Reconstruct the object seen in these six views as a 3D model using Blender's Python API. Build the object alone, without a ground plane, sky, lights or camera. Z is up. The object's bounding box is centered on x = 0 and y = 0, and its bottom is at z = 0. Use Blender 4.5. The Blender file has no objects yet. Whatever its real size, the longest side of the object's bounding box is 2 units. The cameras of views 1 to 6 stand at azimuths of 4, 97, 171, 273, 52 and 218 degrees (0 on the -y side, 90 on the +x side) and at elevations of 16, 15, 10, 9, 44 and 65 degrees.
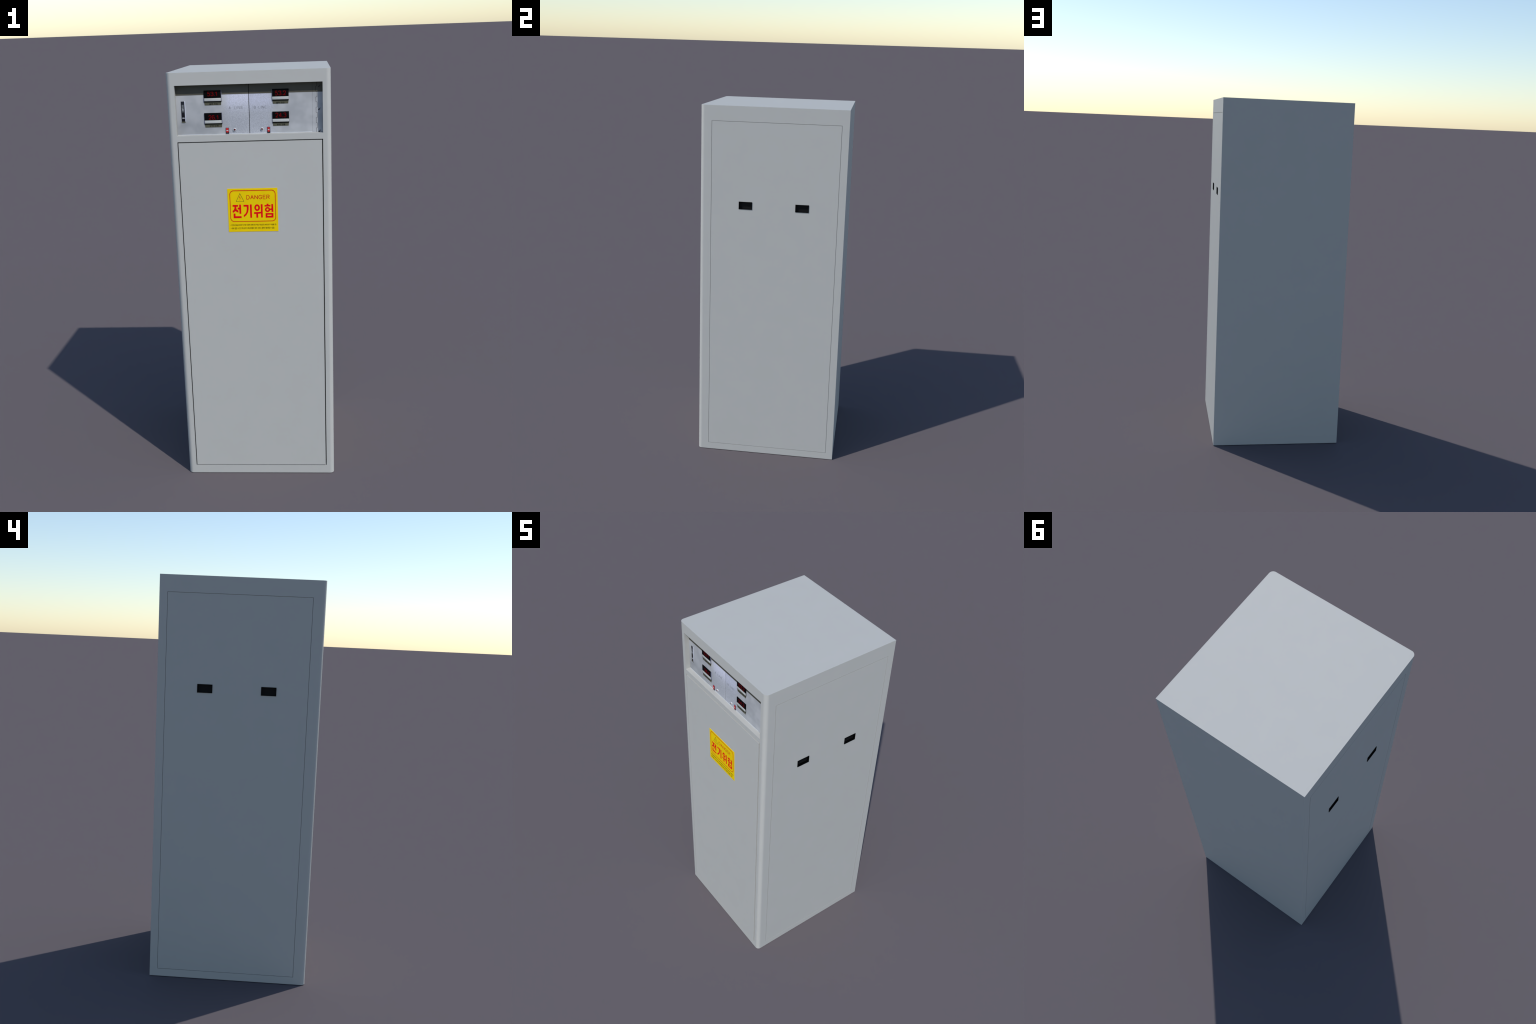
"""Tall light-grey steel rectifier cabinet: recessed instrument bay on top of a
full-height front door with a yellow danger sign, flush side panels with black
recessed pulls.  Metres, z up, front faces -y."""
import bpy, bmesh, math
from mathutils import Vector

# ----------------------------------------------------------------- sizes
HX, YF, YB, H = 0.3685, -0.3933, 0.3965, 2.0      # half width, front, back, height
R_CORNER = 0.021                                   # rounded front uprights
BAY = dict(x=0.3318, z0=1.7180, z1=1.9432, y=-0.3675)   # instrument bay, y of its panel
DOOR = dict(x=0.3313, z0=0.0425, z1=1.6905, gap=0.0046, depth=0.110, proud=0.0015)
SIDE = dict(y0=-0.3336, y1=0.3582, z0=0.0385, z1=1.9196, gap=0.0017, depth=0.006)
PULL = dict(ys=(-0.1433, 0.1650), z=1.4695, w=0.0733, h=0.0414, deep=0.0125, proud=0.0026)
SIGN = dict(x=0.0035, z=1.369, w=0.2318, h=0.2048, y=-0.3962)

root = bpy.data.objects.new("equipment_cabinet", None)
bpy.context.scene.collection.objects.link(root)
root["label"] = "tall light grey steel electrical cabinet with instrument bay and danger sign"
root["category"] = "electrical cabinet"


# ------------------------------------------------------------- materials
def material(name, color, rough=0.55, spec=0.3, metal=0.0, grain=0.03, scale=60.0, bump=0.0):
    m = bpy.data.materials.new(name)
    m.use_nodes = True
    nt = m.node_tree
    bsdf = nt.nodes["Principled BSDF"]
    bsdf.inputs["Roughness"].default_value = rough
    bsdf.inputs["Specular IOR Level"].default_value = spec
    bsdf.inputs["Metallic"].default_value = metal
    tc = nt.nodes.new("ShaderNodeTexCoord")
    ns = nt.nodes.new("ShaderNodeTexNoise")
    ns.inputs["Scale"].default_value = scale
    ns.inputs["Detail"].default_value = 3
    nt.links.new(tc.outputs["Object"], ns.inputs["Vector"])
    ramp = nt.nodes.new("ShaderNodeValToRGB")
    ramp.color_ramp.elements[0].position = 0.3
    ramp.color_ramp.elements[1].position = 0.7
    ramp.color_ramp.elements[0].color = [c * (1 - grain) for c in color] + [1]
    ramp.color_ramp.elements[1].color = [c * (1 + grain) for c in color] + [1]
    nt.links.new(ns.outputs["Fac"], ramp.inputs["Fac"])
    nt.links.new(ramp.outputs["Color"], bsdf.inputs["Base Color"])
    if bump:
        b = nt.nodes.new("ShaderNodeBump")
        b.inputs["Strength"].default_value = bump
        b.inputs["Distance"].default_value = 0.0004
        nt.links.new(ns.outputs["Fac"], b.inputs["Height"])
        nt.links.new(b.outputs["Normal"], bsdf.inputs["Normal"])
    return m


PAINT = (0.449, 0.450, 0.431)
paint = material("grey_powder_coat", PAINT, 0.6, 0.25, grain=0.008, scale=9)
dark_gap = material("near_black_fill", (0.012, 0.012, 0.012), 0.8, 0.1)  # near-black fill seen through the seams
pull_wall = material("black_plastic_wall", (0.0008, 0.0008, 0.0009), 0.5, 0.12)
pull_back = material("black_plastic", (0.0085, 0.0085, 0.0095), 0.5, 0.10)
sign_yellow = material("yellow_vinyl", (0.80, 0.565, 0.002), 0.6, 0.06, grain=0.04, scale=14)
sign_red = material("red_ink", (0.72, 0.003, 0.007), 0.6, 0.06)
sign_brick = material("brick_red_ink", (0.58, 0.028, 0.006), 0.6, 0.06)
sign_olive = material("olive_ink", (0.085, 0.08, 0.012), 0.6, 0.06)
fine_ink = material("brown_black_ink", (0.028, 0.022, 0.006), 0.6, 0.06)
meter_black = material("meter_black", (0.003, 0.003, 0.0035), 0.7, 0.03)
meter_strip = material("meter_pale_strip", (0.46, 0.472, 0.462), 0.6, 0.2)
meter_edge = material("meter_blue_grey_edge", (0.17, 0.18, 0.26), 0.4, 0.4)
digit_red = material("led_dark_red", (0.120, 0.002, 0.003), 0.7, 0.02)
khaki_olive = material("olive_khaki", (0.094, 0.093, 0.066), 0.8, 0.03, grain=0.1)  # khaki taken from the shadow each meter drops on the panel
ink = material("black_ink", (0.010, 0.010, 0.010), 0.7, 0.1)
ink_grey = material("grey_ink", (0.16, 0.165, 0.185), 0.7, 0.1)
switch_case = material("switch_navy_case", (0.055, 0.06, 0.10), 0.4, 0.3)
switch_red = material("switch_red", (0.50, 0.022, 0.022), 0.45, 0.3)
white_mark = material("white_mark", (0.62, 0.58, 0.60), 0.5, 0.3)
chrome = material("polished_metal", (0.55, 0.56, 0.58), 0.35, 0.5)
lens_red = material("lamp_dark_red", (0.075, 0.003, 0.006), 0.15, 0.5)
lock_black = material("lock_black", (0.006, 0.006, 0.010), 0.35, 0.3)
lock_grey = material("lock_grey_metal", (0.11, 0.12, 0.13), 0.4, 0.4)
lock_pale = material("lock_pale_metal", (0.33, 0.34, 0.37), 0.35, 0.4)
lock_bright = material("lock_bright_metal", (0.52, 0.54, 0.62), 0.4, 0.4)
sill_highlight = material("painted_sill_highlight", (0.66, 0.68, 0.71), 0.5, 0.3)  # bright line of light along the panel foot, modelled as a strip


def panel_material():
    """Grained instrument panel: lilac highlight painted over the middle, plain
    grey to the sides, and a dark olive header band, top-edge shadow put into the colour."""
    m = bpy.data.materials.new("flecked_panel_steel")
    m.use_nodes = True
    nt = m.node_tree
    N, L = nt.nodes, nt.links
    bsdf = N["Principled BSDF"]
    bsdf.inputs["Roughness"].default_value = 0.55
    bsdf.inputs["Specular IOR Level"].default_value = 0.25
    tc = N.new("ShaderNodeTexCoord")
    sep = N.new("ShaderNodeSeparateXYZ")
    L.new(tc.outputs["Object"], sep.inputs[0])

    def smooth(sock, a, b):
        r = N.new("ShaderNodeMapRange")
        r.interpolation_type = "SMOOTHSTEP"
        r.inputs["From Min"].default_value, r.inputs["From Max"].default_value = a, b
        L.new(sock, r.inputs["Value"])
        return r.outputs["Result"]

    def math_(op, a, b=None):
        n = N.new("ShaderNodeMath")
        n.operation = op
        for i, v in enumerate((a, b)):
            if v is None:
                continue
            if isinstance(v, (int, float)):
                n.inputs[i].default_value = v
            else:
                L.new(v, n.inputs[i])
        return n.outputs[0]

    def noise(scale, detail):
        n = N.new("ShaderNodeTexNoise")
        n.inputs["Scale"].default_value = scale
        n.inputs["Detail"].default_value = detail
        L.new(tc.outputs["Object"], n.inputs["Vector"])
        return n.outputs["Fac"]

    def mix(fac, a, b):
        n = N.new("ShaderNodeMix")
        n.data_type = "RGBA"
        L.new(fac, n.inputs[0])
        for sock, v in ((n.inputs[6], a), (n.inputs[7], b)):
            if isinstance(v, tuple):
                sock.default_value = (*v, 1)
            else:
                L.new(v, sock)
        return n.outputs[2]

    big = noise(14, 2)
    warp = math_("MULTIPLY_ADD", big, 0.06)
    N_ = warp.node
    N_.inputs[2].default_value = -0.03
    ax = math_("ADD", math_("ABSOLUTE", sep.outputs["X"]), warp)
    centre = math_("SUBTRACT", 1.0, smooth(ax, 0.075, 0.135))
    plain = mix(smooth(big, 0.35, 0.65), (0.355, 0.365, 0.385), (0.440, 0.450, 0.468))
    grain = smooth(noise(330, 3), 0.34, 0.66)
    cool = mix(grain, (0.45, 0.465, 0.545), (0.57, 0.585, 0.71))  # grain lightened towards lilac to paint the sheen at upper centre
    dull = mix(grain, (0.335, 0.350, 0.392), (0.445, 0.460, 0.505))
    upper = smooth(math_("ADD", sep.outputs["Z"], math_("MULTIPLY", warp, 0.5)), 1.800, 1.880)
    fleck = mix(upper, dull, cool)
    col = mix(centre, plain, fleck)
    baked_shade = smooth(sep.outputs["Z"], 1.8955, 1.8985)
    olive = mix(noise(40, 2), (0.068, 0.064, 0.049), (0.076, 0.072, 0.056))  # dark khaki baked from the shadow under the bay's top
    col = mix(baked_shade, col, olive)
    L.new(col, bsdf.inputs["Base Color"])
    return m


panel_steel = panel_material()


# --------------------------------------------------------------- builders
def finish(name, me, mats, parent=root, smooth=None):
    for m in mats if isinstance(mats, (list, tuple)) else [mats]:
        me.materials.append(m)
    ob = bpy.data.objects.new(name, me)
    bpy.context.scene.collection.objects.link(ob)
    ob.parent = parent
    if smooth:
        me.polygons.foreach_set("use_smooth", [True] * len(me.polygons))
        me.set_sharp_from_angle(angle=math.radians(smooth))
    return ob


def bm_box(bm, x, y, z, mat=0):
    vs = [bm.verts.new((X, Y, Z)) for X in x for Y in y for Z in z]
    for q in ((0, 1, 3, 2), (4, 6, 7, 5), (0, 4, 5, 1), (2, 3, 7, 6), (0, 2, 6, 4), (1, 5, 7, 3)):
        bm.faces.new([vs[i] for i in q]).material_index = mat
    return vs


def box(name, x, y, z, mat, parent=root, bevel=0.0):
    bm = bmesh.new()
    bm_box(bm, sorted(x), sorted(y), sorted(z))
    if bevel:
        bmesh.ops.bevel(bm, geom=bm.edges[:], offset=bevel, segments=2, affect="EDGES", profile=0.5)
    bmesh.ops.recalc_face_normals(bm, faces=bm.faces)
    me = bpy.data.meshes.new(name)
    bm.to_mesh(me)
    bm.free()
    return finish(name, me, mat, parent, smooth=40 if bevel else None)


def prism(bm, pts, y0, y1):
    """Closed prism of an xz outline between y0 (front) and y1 (back)."""
    f = [bm.verts.new((x, y0, z)) for x, z in pts]
    b = [bm.verts.new((x, y1, z)) for x, z in pts]
    n = len(pts)
    bm.faces.new(f)
    bm.faces.new(b[::-1])
    for i in range(n):
        bm.faces.new((f[i], b[i], b[(i + 1) % n], f[(i + 1) % n]))


def band(bm, outer, inner, y0, y1):
    """Closed ring between two outlines with the same number of points."""
    n = len(outer)
    loops = [[bm.verts.new((x, y, z)) for x, z in pts] for pts in (outer, inner) for y in (y0, y1)]
    of, ob_, if_, ib = loops
    for i in range(n):
        j = (i + 1) % n
        bm.faces.new((of[i], of[j], if_[j], if_[i]))
        bm.faces.new((ob_[i], ib[i], ib[j], ob_[j]))
        bm.faces.new((of[i], ob_[i], ob_[j], of[j]))
        bm.faces.new((if_[i], if_[j], ib[j], ib[i]))


def ellipse(cx, cz, rx, rz, n=40):
    return [(cx + rx * math.cos(2 * math.pi * i / n), cz + rz * math.sin(2 * math.pi * i / n)) for i in range(n)]


def round_rect(x0, x1, z0, z1, r, seg=8):
    pts = []
    for cx, cz, a in ((x1 - r, z1 - r, 0), (x0 + r, z1 - r, 90), (x0 + r, z0 + r, 180), (x1 - r, z0 + r, 270)):
        for i in range(seg + 1):
            t = math.radians(a + 90 * i / seg)
            pts.append((cx + r * math.cos(t), cz + r * math.sin(t)))
    return pts


def from_bm(name, bm, mat, parent=root, smooth=None):
    bmesh.ops.recalc_face_normals(bm, faces=bm.faces)
    me = bpy.data.meshes.new(name)
    bm.to_mesh(me)
    bm.free()
    return finish(name, me, mat, parent, smooth)


def lettering(name, body, x, z, y, mat, parent, bold=0.0, depth=0.0003, spacing=1.0):
    """Built-in-font text fitted into the rectangle x (2) by z (2), front at y."""
    cu = bpy.data.curves.new(name, "FONT")
    cu.body = body
    cu.offset = bold
    cu.space_character = spacing
    cu.resolution_u = 4
    tmp = bpy.data.objects.new(name + "_curve", cu)
    bpy.context.scene.collection.objects.link(tmp)
    dg = bpy.context.evaluated_depsgraph_get()
    flat = bpy.data.meshes.new_from_object(tmp.evaluated_get(dg))
    bpy.data.objects.remove(tmp)
    bm = bmesh.new()
    bm.from_mesh(flat)
    bpy.data.meshes.remove(flat)
    bpy.data.curves.remove(cu)
    xs = [v.co.x for v in bm.verts]
    zs = [v.co.y for v in bm.verts]
    for v in bm.verts:
        u = (v.co.x - min(xs)) / (max(xs) - min(xs))
        w = (v.co.y - min(zs)) / (max(zs) - min(zs))
        v.co = (x[0] + u * (x[1] - x[0]), y, z[0] + w * (z[1] - z[0]))
    ex = bmesh.ops.extrude_face_region(bm, geom=bm.faces[:])
    for g in ex["geom"]:
        if isinstance(g, bmesh.types.BMVert):
            g.co.y += depth
    return from_bm(name, bm, mat, parent)


# single-stroke characters in a unit box: (width, [polylines])
STROKES = {
    "1": (0.42, [[(0.0, 0.74), (0.75, 1.0)], [(0.75, 1.0), (0.75, 0.0)]]),
    "2": (0.62, [[(0, 0.74), (0.06, 0.9), (0.25, 1), (0.72, 1), (0.95, 0.88), (0.97, 0.68), (0.85, 0.5), (0, 0)], [(0, 0), (1, 0)]]),
    "3": (0.62, [[(0, 0.84), (0.2, 1), (0.75, 1), (0.97, 0.86), (0.97, 0.65), (0.78, 0.53), (0.4, 0.53)],
                 [(0.78, 0.53), (1, 0.38), (1, 0.15), (0.75, 0), (0.2, 0), (0, 0.15)]]),
    "4": (0.66, [[(0.74, 0), (0.74, 1)], [(0.74, 1), (0, 0.28)], [(0, 0.28), (1, 0.28)]]),
    "5": (0.62, [[(0.92, 1), (0.1, 1), (0.04, 0.5), (0.3, 0.62), (0.72, 0.62), (1, 0.44), (1, 0.18), (0.75, 0), (0.2, 0), (0, 0.15)]]),
    "6": (0.62, [[(0.95, 0.85), (0.75, 1), (0.25, 1), (0, 0.8), (0, 0.2), (0.25, 0), (0.75, 0), (1, 0.18), (1, 0.42),
                  (0.75, 0.58), (0.25, 0.58), (0, 0.42)]]),
    ".": (0.02, [[(0, -0.05), (0, 0.13)]]),
    "A": (0.72, [[(0, 0), (0.5, 1)], [(0.5, 1), (1, 0)], [(0.19, 0.34), (0.81, 0.34)]]),
    "B": (0.62, [[(0, 0), (0, 1), (0.7, 1), (0.93, 0.88), (0.93, 0.65), (0.7, 0.53), (0, 0.53)],
                 [(0.7, 0.53), (1, 0.4), (1, 0.14), (0.72, 0), (0, 0)]]),
    "D": (0.66, [[(0, 0), (0, 1), (0.5, 1), (0.82, 0.88), (1, 0.6), (1, 0.4), (0.82, 0.12), (0.5, 0), (0, 0)]]),
    "E": (0.58, [[(1, 1), (0, 1), (0, 0), (1, 0)], [(0, 0.53), (0.9, 0.53)]]),
    "G": (0.74, [[(0.95, 0.75), (0.78, 0.94), (0.5, 1), (0.18, 0.88), (0, 0.6), (0, 0.4), (0.18, 0.12), (0.5, 0), (0.8, 0.1),
                  (0.98, 0.32), (0.98, 0.48), (0.55, 0.48)]]),
    "I": (0.02, [[(0.5, 0), (0.5, 1)]]),
    "L": (0.52, [[(0, 1), (0, 0), (1, 0)]]),
    "N": (0.66, [[(0, 0), (0, 1)], [(0, 1), (1, 0)], [(1, 0), (1, 1)]]),
    "R": (0.64, [[(0, 0), (0, 1), (0.68, 1), (0.95, 0.88), (0.95, 0.62), (0.68, 0.5), (0, 0.5)], [(0.6, 0.5), (1, 0)]]),
}


def stroke_lettering(name, body, x, z, y, width, mat, parent, gap=0.22, depth=0.0003):
    """Single-stroke characters fitted into the rectangle x by z, flattened to a thin relief."""
    r = width / 2
    x0, x1, z0, z1 = x[0] + r, x[1] - r, z[0] + r, z[1] - r
    total = sum(STROKES[c][0] for c in body) + gap * (len(body) - 1)
    k = (x1 - x0) / total
    cu = bpy.data.curves.new(name, "CURVE")
    cu.dimensions = "3D"
    cu.bevel_depth = r
    cu.bevel_resolution = 2
    cu.use_fill_caps = True
    pen = x0
    for c in body:
        w, lines = STROKES[c]
        for ln in lines:
            sp = cu.splines.new("POLY")
            sp.points.add(len(ln) - 1)
            for p, (u, v) in zip(sp.points, ln):
                p.co = (pen + u * w * k, 0, z0 + v * (z1 - z0), 1)
        pen += (w + gap) * k
    tmp = bpy.data.objects.new(name + "_curve", cu)
    bpy.context.scene.collection.objects.link(tmp)
    dg = bpy.context.evaluated_depsgraph_get()
    me = bpy.data.meshes.new_from_object(tmp.evaluated_get(dg))
    bpy.data.objects.remove(tmp)
    bpy.data.curves.remove(cu)
    me.materials.clear()
    for v in me.vertices:
        v.co.y = y + depth + v.co.y / r * depth
    return finish(name, me, mat, parent)


def boolean_cut(ob, cutters):
    for c in cutters:
        md = ob.modifiers.new("cut", "BOOLEAN")
        md.operation, md.solver, md.object = "DIFFERENCE", "EXACT", c
    dg = bpy.context.evaluated_depsgraph_get()
    me = bpy.data.meshes.new_from_object(ob.evaluated_get(dg))
    ob.modifiers.clear()
    old = ob.data
    ob.data = me
    bpy.data.meshes.remove(old)
    for c in cutters:
        d = c.data
        bpy.data.objects.remove(c)
        bpy.data.meshes.remove(d)


# ------------------------------------------------------------------- body
bm = bmesh.new()
outline = [(HX, YB), (-HX, YB)]
SEG = 8
for cx, a in ((-HX + R_CORNER, 180), (HX - R_CORNER, 270)):
    for i in range(SEG + 1):
        t = math.radians(a + 90 * i / SEG)
        outline.append((cx + R_CORNER * math.cos(t), YF + R_CORNER + R_CORNER * math.sin(t)))
lo = [bm.verts.new((x, y, 0)) for x, y in outline]
hi = [bm.verts.new((x, y, H)) for x, y in outline]
bm.faces.new(lo[::-1])
bm.faces.new(hi)
for i in range(len(lo)):
    j = (i + 1) % len(lo)
    bm.faces.new((lo[i], lo[j], hi[j], hi[i]))
body = from_bm("cabinet_body", bm, paint)

cuts = [
    box("bay_cut", (-BAY["x"], BAY["x"]), (YF - 0.05, BAY["y"] + 0.0035), (BAY["z0"], BAY["z1"]), paint),
    box("door_cut", (-DOOR["x"], DOOR["x"]), (YF - 0.05, YF + DOOR["depth"]), (DOOR["z0"], DOOR["z1"]), paint),
]
for s in (-1, 1):
    cuts.append(box("side_cut", (s * (HX - SIDE["depth"]), s * (HX + 0.05)), (SIDE["y0"], SIDE["y1"]),
                    (SIDE["z0"], SIDE["z1"]), paint))
    for y in PULL["ys"]:
        cuts.append(box("pull_cut", (s * (HX - 0.030), s * (HX + 0.05)), (y - PULL["w"] / 2, y + PULL["w"] / 2),
                        (PULL["z"] - PULL["h"] / 2, PULL["z"] + PULL["h"] / 2), paint))
boolean_cut(body, cuts)
body.data.polygons.foreach_set("use_smooth", [True] * len(body.data.polygons))
body.data.set_sharp_from_angle(angle=math.radians(25))
wn = body.modifiers.new("weighted_normals", "WEIGHTED_NORMAL")
wn.keep_sharp = True

# ------------------------------------------------------------- front door
g = DOOR["gap"]
box("front_door", (-DOOR["x"] + g, DOOR["x"] - g), (YF - DOOR["proud"], YF + 0.021), (DOOR["z0"] + g * 0.9, DOOR["z1"] - g), paint)
box("door_gap_dark_block", (-DOOR["x"] + 0.0005, DOOR["x"] - 0.0005), (YF + 0.060, YF + DOOR["depth"] - 0.0005),
    (DOOR["z0"] + 0.0005, DOOR["z1"] - 0.0005), dark_gap)

# ------------------------------------------------ side panels and their pulls
g = SIDE["gap"]
for s in (-1, 1):
    side = box("side_panel", (s * (HX - SIDE["depth"] + 0.0005), s * HX), (SIDE["y0"] + g, SIDE["y1"] - g),
               (SIDE["z0"] + g, SIDE["z1"] - g), paint)
    boolean_cut(side, [box("pull_cut", (s * (HX - 0.05), s * (HX + 0.05)),
                           (y - PULL["w"] / 2, y + PULL["w"] / 2),
                           (PULL["z"] - PULL["h"] / 2, PULL["z"] + PULL["h"] / 2), paint) for y in PULL["ys"]])

# one open tray (facing +x, origin on the panel face), shared by four pulls
bm = bmesh.new()
w, h, t = PULL["w"] / 2 - 0.0002, PULL["h"] / 2 - 0.0002, 0.0012
xo, xi = PULL["proud"], -PULL["deep"]
rings = [[bm.verts.new((x, sy * ww, sz * hh)) for sy, sz in ((-1, -1), (1, -1), (1, 1), (-1, 1))]
         for x, ww, hh in ((xi - 0.002, w, h), (xo, w, h), (xo, w - t, h - t), (xi, w - t, h - t))]
for a, b in zip(rings, rings[1:]):
    for i in range(4):
        bm.faces.new((a[i], a[(i + 1) % 4], b[(i + 1) % 4], b[i]))
bm.faces.new(rings[0][::-1])
back = bm.faces.new(rings[-1])
back.material_index = 1
bmesh.ops.recalc_face_normals(bm, faces=bm.faces)
tray = bpy.data.meshes.new("recessed_pull")
bm.to_mesh(tray)
bm.free()
tray.materials.append(pull_wall)
tray.materials.append(pull_back)
for s in (1, -1):
    for y in PULL["ys"]:
        ob = bpy.data.objects.new("recessed_pull", tray)
        bpy.context.scene.collection.objects.link(ob)
        ob.location = (s * HX, y, PULL["z"])
        ob.rotation_euler = (0, 0, 0 if s > 0 else math.pi)
        ob.parent = root

# -------------------------------------------------------------- instrument bay
PY = BAY["y"]
Z0, Z1, BX = BAY["z0"] + 0.0004, BAY["z1"] - 0.0004, BAY["x"] - 0.0004
PB = PY + 0.0030                                    # back of the panel sheets
box("bay_backing", (-BX, BX), (PB + 0.0001, PB + 0.0004), (Z0, Z1), dark_gap)
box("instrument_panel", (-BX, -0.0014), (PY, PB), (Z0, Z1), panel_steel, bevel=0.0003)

# right-hand panel with the knuckled hinge edge: castellated outline
KNUCKLE = [1.9396, 1.9222, 1.8998, 1.8748, 1.8529, 1.8297, 1.8065, 1.7830, 1.7599, 1.7368, Z0]
IN, OUT, SLIT = 0.3015, 0.3066, 0.0013
edge_door, edge_frame = [], []
tops = [Z1] + KNUCKLE[1:]
for k in range(len(tops) - 1):
    zt, zb = tops[k], tops[k + 1]
    x = OUT if k % 2 == 0 else IN
    step_up = SLIT / 2 if k % 2 == 0 else -SLIT / 2      # slit between stacked knuckles
    za = zt if k == 0 else zt - step_up
    zc = zb if k == len(tops) - 2 else zb + step_up
    edge_door += [(x - SLIT / 2, za), (x - SLIT / 2, zc)]
    za = zt if k == 0 else zt + step_up
    zc = zb if k == len(tops) - 2 else zb - step_up
    edge_frame += [(x + SLIT / 2, za), (x + SLIT / 2, zc)]
LEAF = 0.2858
bm = bmesh.new()
prism(bm, [(0.0014, Z1), (LEAF - 0.0003, Z1), (LEAF - 0.0003, Z0), (0.0014, Z0)], PY, PB)
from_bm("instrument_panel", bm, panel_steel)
bm = bmesh.new()
prism(bm, [(LEAF + 0.0002, Z1)] + edge_door + [(LEAF + 0.0002, Z0)], PY - 0.0003, PB)
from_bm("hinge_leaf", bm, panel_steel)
bm = bmesh.new()
prism(bm, edge_frame + [(BX, Z0), (BX, Z1)], PY - 0.0004, PB)
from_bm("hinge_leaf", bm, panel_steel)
box("sill_highlight_strip", (-BX + 0.001, LEAF - 0.001), (PY - 0.0010, PY - 0.0003), (Z0 + 0.0004, Z0 + 0.0024), sill_highlight)


def screw_mesh():
    bm = bmesh.new()
    bmesh.ops.create_cone(bm, cap_ends=True, segments=20, radius1=0.0032, radius2=0.0024, depth=0.0024)
    bmesh.ops.rotate(bm, verts=bm.verts, matrix=__import__("mathutils").Matrix.Rotation(math.pi / 2, 3, "X"))
    n0 = set(bm.verts)
    bm_box(bm, (-0.0011, 0.0011), (-0.0035, -0.0008), (0.0005, 0.0095))
    new = [v for v in bm.verts if v not in n0]
    bmesh.ops.rotate(bm, verts=new, matrix=__import__("mathutils").Matrix.Rotation(math.radians(38), 3, "Y"))
    bmesh.ops.recalc_face_normals(bm, faces=bm.faces)
    me = bpy.data.meshes.new("hinge_screw")
    bm.to_mesh(me)
    bm.free()
    me.materials.append(lock_black)
    return me


sm = screw_mesh()
for x, z in ((0.3150, 1.9205), (0.3146, 1.8195), (0.3142, 1.7205)):
    ob = bpy.data.objects.new("hinge_screw", sm)
    bpy.context.scene.collection.objects.link(ob)
    ob.location = (x, PY - 0.0014, z)
    ob.parent = root

# four digital meters: (left, right, bottom of case, top of case, reading, caption, digit box, caption box)
METERS = [
    (-0.2028, -0.1232, 1.8654, 1.9172, "53.1", "출력 전압", (-0.1873, -0.1406, 1.8912, 1.9118), (-0.1795, -0.1400, 1.8522, 1.8604), True),
    (-0.2045, -0.1238, 1.7660, 1.8166, "26.1", "부하 전류", (-0.1856, -0.1394, 1.7860, 1.8068), (-0.1820, -0.1405, 1.7540, 1.7618), True),
    (0.1058, 0.1801, 1.8645, 1.9154, "53.2", "출력 전압", (0.1178, 0.1684, 1.8858, 1.9072), (0.1235, 0.1605, 1.8498, 1.8582), False),
    (0.1046, 0.1798, 1.7652, 1.8150, "24.3", "부하 전류", (0.1179, 0.1679, 1.7880, 1.8098), (0.1240, 0.1620, 1.7525, 1.7602), False),
]
MF = PY - 0.0034
for x0, x1, z0, z1, reading, caption, d, c, edged in METERS:
    case = box("digital_meter", (x0, x1), (MF, PY + 0.001), (z0, z1), meter_black, bevel=0.0004)
    a, b = (x0 + 0.0022, x1 - 0.0022) if edged else (x0 + 0.0004, x1 - 0.0002)
    box("pale_strip", (a, b), (MF - 0.0006, MF + 0.001), (z0 + 0.0042, z0 + 0.0172), meter_strip, case, bevel=0.0002)
    stroke_lettering("red_digits", reading, d[:2], d[2:], MF - 0.0003, 0.0036, digit_red, case, gap=0.30)
    if edged:
        box("metal_edge", (x1 - 0.0013, x1 + 0.0004), (MF - 0.0003, PY), (z0 + 0.006, z1 + 0.0008), meter_edge, case)
        box("metal_edge", (x0 - 0.0004, x0 + 0.0016), (MF - 0.0003, PY), (z0 + 0.004, z0 + 0.018), meter_edge, case)
    else:
        box("metal_edge", (x0 - 0.0006, x0 + 0.0003), (MF + 0.0003, PY), (z0 + 0.003, z1 - 0.002), meter_edge, case)
    bm = bmesh.new()
    prism(bm, [(x0 + 0.0006, z0 - 0.0002), (x1 - 0.0010, z0 - 0.0002), (x1 - 0.0026, z0 - 0.0146), (x0 + 0.0026, z0 - 0.0146)],
          PY - 0.0008, PY + 0.001)
    plate = from_bm("meter_shadow_plate", bm, khaki_olive)
    lettering("caption", caption, c[:2], c[2:], PY - 0.0011, ink, plate, bold=0.006)

for word, x0, x1, z0, z1 in (("A", -0.0917, -0.0833, 1.8312, 1.8439), ("LINE", -0.0674, -0.0277, 1.8307, 1.8439),
                             ("B", 0.0217, 0.0298, 1.8306, 1.8430), ("LINE", 0.0435, 0.0794, 1.8300, 1.8424)):
    stroke_lettering("panel_lettering", word, (x0, x1), (z0, z1), PY - 0.0003, 0.0013, ink_grey, root, gap=0.34)

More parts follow.
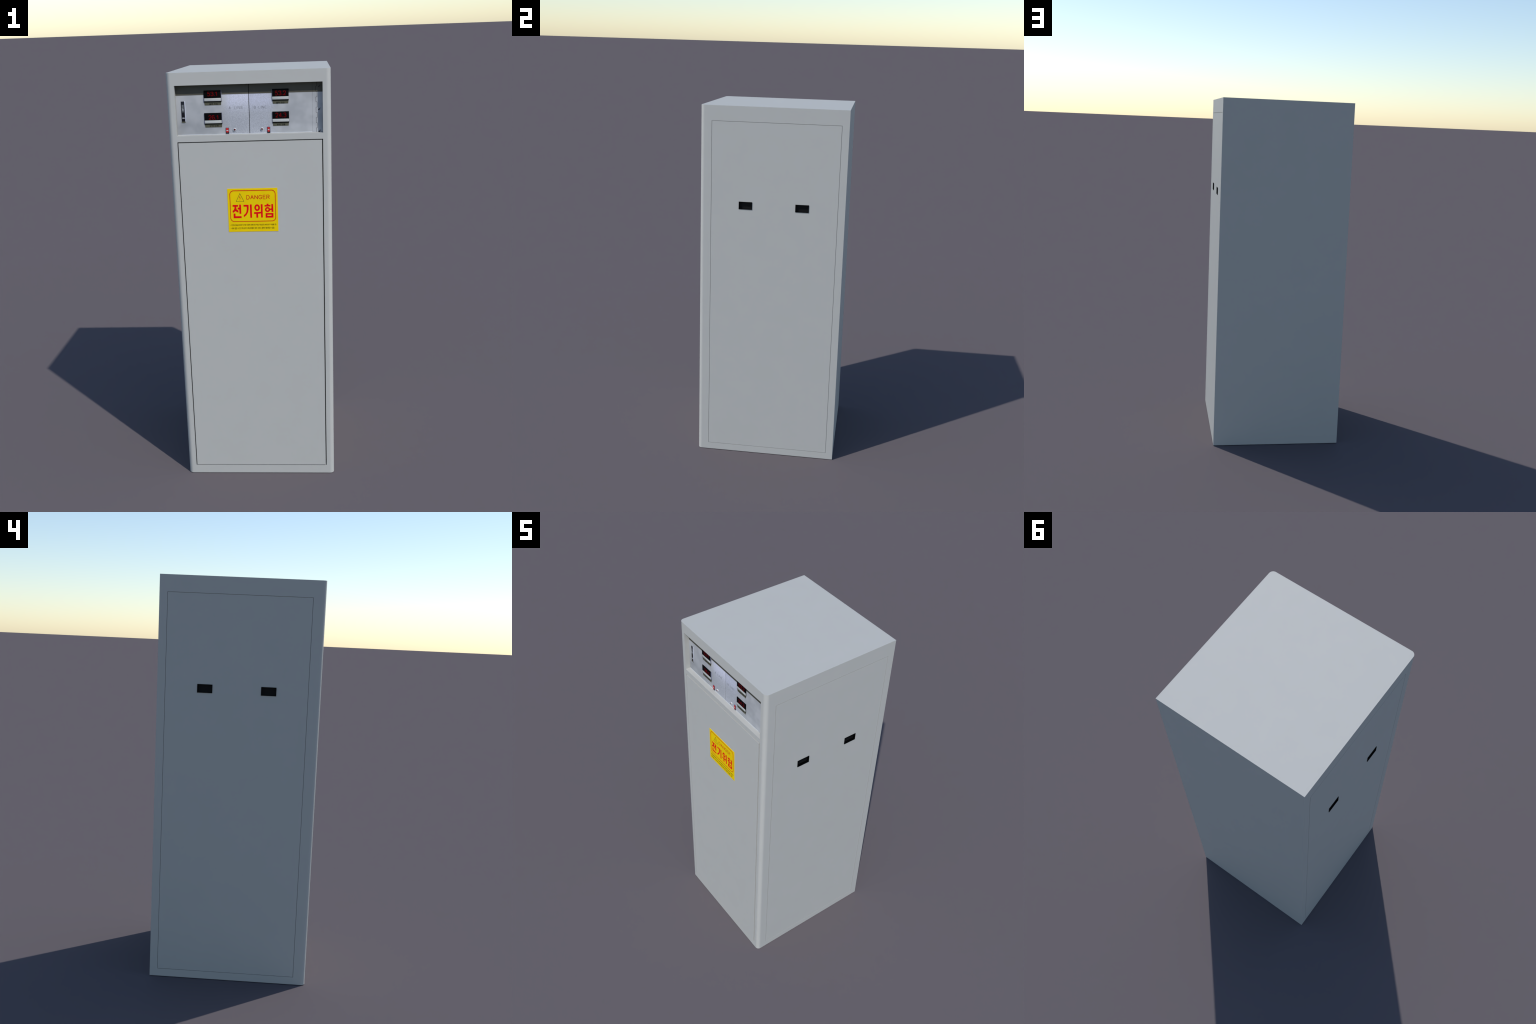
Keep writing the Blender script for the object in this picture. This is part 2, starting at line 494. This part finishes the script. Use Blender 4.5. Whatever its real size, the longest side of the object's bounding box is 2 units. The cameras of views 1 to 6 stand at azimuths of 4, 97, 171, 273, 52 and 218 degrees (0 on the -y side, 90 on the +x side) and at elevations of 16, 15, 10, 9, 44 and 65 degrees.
# rocker switches
for x0, x1, z0, z1 in ((-0.1096, -0.0943, 1.7208, 1.7484), (0.0793, 0.0933, 1.7198, 1.7475)):
    case = box("rocker_switch", (x0, x1), (PY - 0.002, PY + 0.001), (z0, z1), switch_case, bevel=0.0005)
    box("switch_well", (x0 + 0.0006, x1 - 0.0006), (PY - 0.0024, PY), (z0 + 0.0003, z0 + 0.007), lock_black, case)
    bm = bmesh.new()
    prism(bm, round_rect(x0 + 0.0018, x1 - 0.0022, z0 + 0.0062, z1 - 0.0008, 0.0030, 5), PY - 0.0040, PY)
    from_bm("red_rocker", bm, switch_red, case, smooth=40)
    zc = z0 + 0.0155
    box("rocker_mark", (x0 + 0.0030, x1 - 0.0034), (PY - 0.0043, PY - 0.003), (zc - 0.0018, zc + 0.0010), white_mark, case)

# signal lamps: bright collar, dark red lens dome
for cx, cz, r in ((-0.0686, 1.7390, 0.0072), (0.0562, 1.7388, 0.0066)):
    bm = bmesh.new()
    n = 32
    prof = [(r, PY + 0.0005), (r, PY - 0.0030), (r * 0.90, PY - 0.0045), (r * 0.66, PY - 0.0048), (r * 0.60, PY - 0.0036)]
    loops = [[bm.verts.new((cx + q * math.cos(2 * math.pi * i / n), y, cz + q * math.sin(2 * math.pi * i / n)))
              for i in range(n)] for q, y in prof]
    for a, b in zip(loops, loops[1:]):
        for i in range(n):
            bm.faces.new((a[i], a[(i + 1) % n], b[(i + 1) % n], b[i]))
    bm.faces.new(loops[0])
    bm.faces.new(loops[-1])
    lamp = from_bm("signal_lamp", bm, chrome, smooth=50)
    bm = bmesh.new()
    bmesh.ops.create_uvsphere(bm, u_segments=24, v_segments=12, radius=r * 0.64)
    for v in bm.verts:
        v.co = (v.co.x + cx, v.co.y * 0.7 + PY - 0.0036, v.co.z * 1.1 + cz)
    from_bm("lamp_lens", bm, lens_red, lamp, smooth=80)

# swing-handle lock at the left edge
case = box("handle_lock", (-0.3085, -0.2922), (PY - 0.0016, PY + 0.001), (1.7762, 1.8712), lock_black, bevel=0.0006)
box("metal_edge", (-0.2930, -0.2893), (PY - 0.0020, PY + 0.001), (1.7800, 1.8725), lock_bright, case, bevel=0.0006)
box("lock_lever", (-0.3055, -0.2965), (PY - 0.0026, PY), (1.8225, 1.8565), lock_grey, case, bevel=0.0008)
bm = bmesh.new()
prism(bm, [(-0.3055, 1.8410), (-0.3025, 1.8405), (-0.2995, 1.8352), (-0.2962, 1.8350), (-0.2962, 1.8312),
           (-0.3015, 1.8318), (-0.3055, 1.8290), (-0.3030, 1.8352)], PY - 0.0032, PY - 0.001)
from_bm("lock_latch", bm, lock_pale, case)
box("lock_latch", (-0.3055, -0.2948), (PY - 0.0026, PY), (1.7935, 1.7990), lock_pale, case, bevel=0.0006)
box("lock_foot", (-0.3085, -0.2920), (PY - 0.0022, PY), (1.7760, 1.7812), khaki_olive, case)

# ------------------------------------------------------------------ danger sign
sx, sz, sy = SIGN["x"], SIGN["z"], SIGN["y"]
sign = box("danger_sign", (sx - SIGN["w"] / 2, sx + SIGN["w"] / 2), (sy + 0.0003, YF + 0.0005),
           (sz - SIGN["h"] / 2, sz + SIGN["h"] / 2), sign_yellow)
SX, SZ = 0.0032, 1.369


def mm(pts):
    return [(SX + x / 1000, SZ + z / 1000) for x, z in pts]


bm = bmesh.new()
outer = mm(round_rect(-106.0, 106.9, -55.0, 94.2, 19.0, 10))
inner = mm(round_rect(-102.8, 103.7, -51.6, 90.4, 16.0, 10))
band(bm, outer, inner, sy + 0.0001, sy + 0.0006)
from_bm("sign_border", bm, sign_brick, sign)


def triangle(cx, cz, s):
    return [(cx + x * s, cz + z * s) for x, z in ((0.6, 80.0 - 53.5), (-0.6, 80.0 - 53.5), (-18.6, 42.6 - 53.5), (-17.4, 40.6 - 53.5),
                                                   (17.4, 40.6 - 53.5), (18.6, 42.6 - 53.5))]


bm = bmesh.new()
band(bm, mm(triangle(-57.9, 53.5, 1.0)), mm(triangle(-57.9, 53.2, 0.86)), sy + 0.0001, sy + 0.0006)
from_bm("warning_triangle", bm, sign_olive, sign)
bm = bmesh.new()
prism(bm, mm([(-58.2, 67.8), (-56.4, 67.6), (-58.6, 59.8), (-54.6, 59.6), (-58.2, 48.0), (-60.0, 46.4), (-60.2, 48.8), (-58.4, 50.0),
              (-56.9, 57.2), (-61.9, 57.4)]), sy + 0.0001, sy + 0.0006)
from_bm("lightning_bolt", bm, sign_brick, sign)
stroke_lettering("danger_word", "DANGER", (SX - 0.0286, SX + 0.0799), (SZ + 0.0500, SZ + 0.0714), sy - 0.0001, 0.0032,
                 sign_brick, sign, gap=0.28)

# heavy four-syllable headline, one prism per stroke (mm from the sign's middle)
SYLLABLES = [
    [[(-93.6, 26.1), (-67.9, 25.8), (-68.1, 17.1), (-93.8, 17.4)],
     [(-85.1, 17.7), (-76.8, 17.5), (-76.6, 10.1), (-74.4, 3.4), (-67.3, -0.9), (-67.7, -10.9), (-74.5, -8.0), (-80.9, -3.0),
      (-86.5, -7.8), (-93.4, -11.3), (-94.6, -1.7), (-88.4, 2.0), (-85.3, 10.2)],
     [(-62.9, 27.2), (-54.2, 27.0), (-54.3, -16.7), (-62.8, -16.5)],
     [(-70.0, 13.2), (-62.5, 13.1), (-62.6, 4.0), (-70.3, 4.1)],
     [(-90.2, -14.7), (-81.7, -14.8), (-81.9, -27.7), (-53.6, -27.9), (-53.4, -36.6), (-90.8, -37.2)]],
    [[(-42.9, 25.7), (-18.9, 25.5), (-19.4, 4.8), (-22.7, -10.2), (-30.5, -23.4), (-42.3, -33.1), (-43.6, -23.9), (-35.2, -16.6),
      (-29.9, -6.7), (-28.3, 4.9), (-27.9, 16.8), (-42.9, 16.9)],
     [(-13.2, 27.0), (-4.6, 26.9), (-4.8, -36.4), (-13.0, -36.6)]],
    [[(37.2, 27.2), (45.7, 27.0), (45.3, -36.2), (37.2, -36.4)],
     [(5.1, -9.9), (26.0, -9.6), (37.7, -8.4), (37.7, -16.2), (30.0, -17.8), (5.1, -18.7)],
     [(15.4, -18.0), (23.6, -17.8), (23.8, -36.6), (15.3, -36.8)]],
    [[(64.2, 28.8), (73.0, 28.9), (73.2, 22.8), (64.4, 22.7)],
     [(54.7, 22.9), (82.1, 23.2), (82.0, 15.6), (54.7, 15.3)],
     [(86.3, 27.0), (94.5, 27.0), (95.0, -10.5), (86.5, -10.6)],
     [(77.0, 4.6), (87.0, 6.8), (87.0, -1.0), (77.8, -1.6)]],
]
RINGS = {2: [((20.3, 11.0), (13.0, 15.7), (5.0, 7.6))], 3: [((68.2, 1.2), (12.2, 11.9), (4.7, 4.7))]}
for k, strokes in enumerate(SYLLABLES):
    bm = bmesh.new()
    lift = 0.0
    for st in strokes:
        prism(bm, mm(st), sy + 0.0001 - lift, sy + 0.0006)
        lift += 0.00002                      # overlapping strokes never share a plane
    for (cx, cz), (ox, oz), (ix, iz) in RINGS.get(k, []):
        band(bm, mm(ellipse(cx, cz, ox, oz)), mm(ellipse(cx, cz, ix, iz)), sy + 0.0001 - lift, sy + 0.0006)
        lift += 0.00002
    if k == 3:
        band(bm, mm([(58.7, -15.4), (95.0, -15.5), (94.7, -37.1), (58.5, -37.3)]),
             mm([(66.9, -23.2), (86.1, -23.0), (86.3, -28.6), (67.1, -29.1)]), sy + 0.0001 - lift, sy + 0.0006)
    from_bm("headline_syllable", bm, sign_red, sign)

lettering("fine_print", "• 안전교육을 완료한 허가된 인원에 의해서만 작업 가능(안전 보호장구 착용을 한)",
          (SX - 0.1062, SX + 0.1066), (SZ - 0.0752, SZ - 0.0662), sy, fine_ink, sign, bold=0.006)
lettering("fine_print", "• 내부 점검 시 전기적 충격 및 화상위험과 장비 서비스 장애가 발생할 수 있음",
          (SX - 0.1058, SX + 0.0974), (SZ - 0.0902, SZ - 0.0812), sy, fine_ink, sign, bold=0.006)
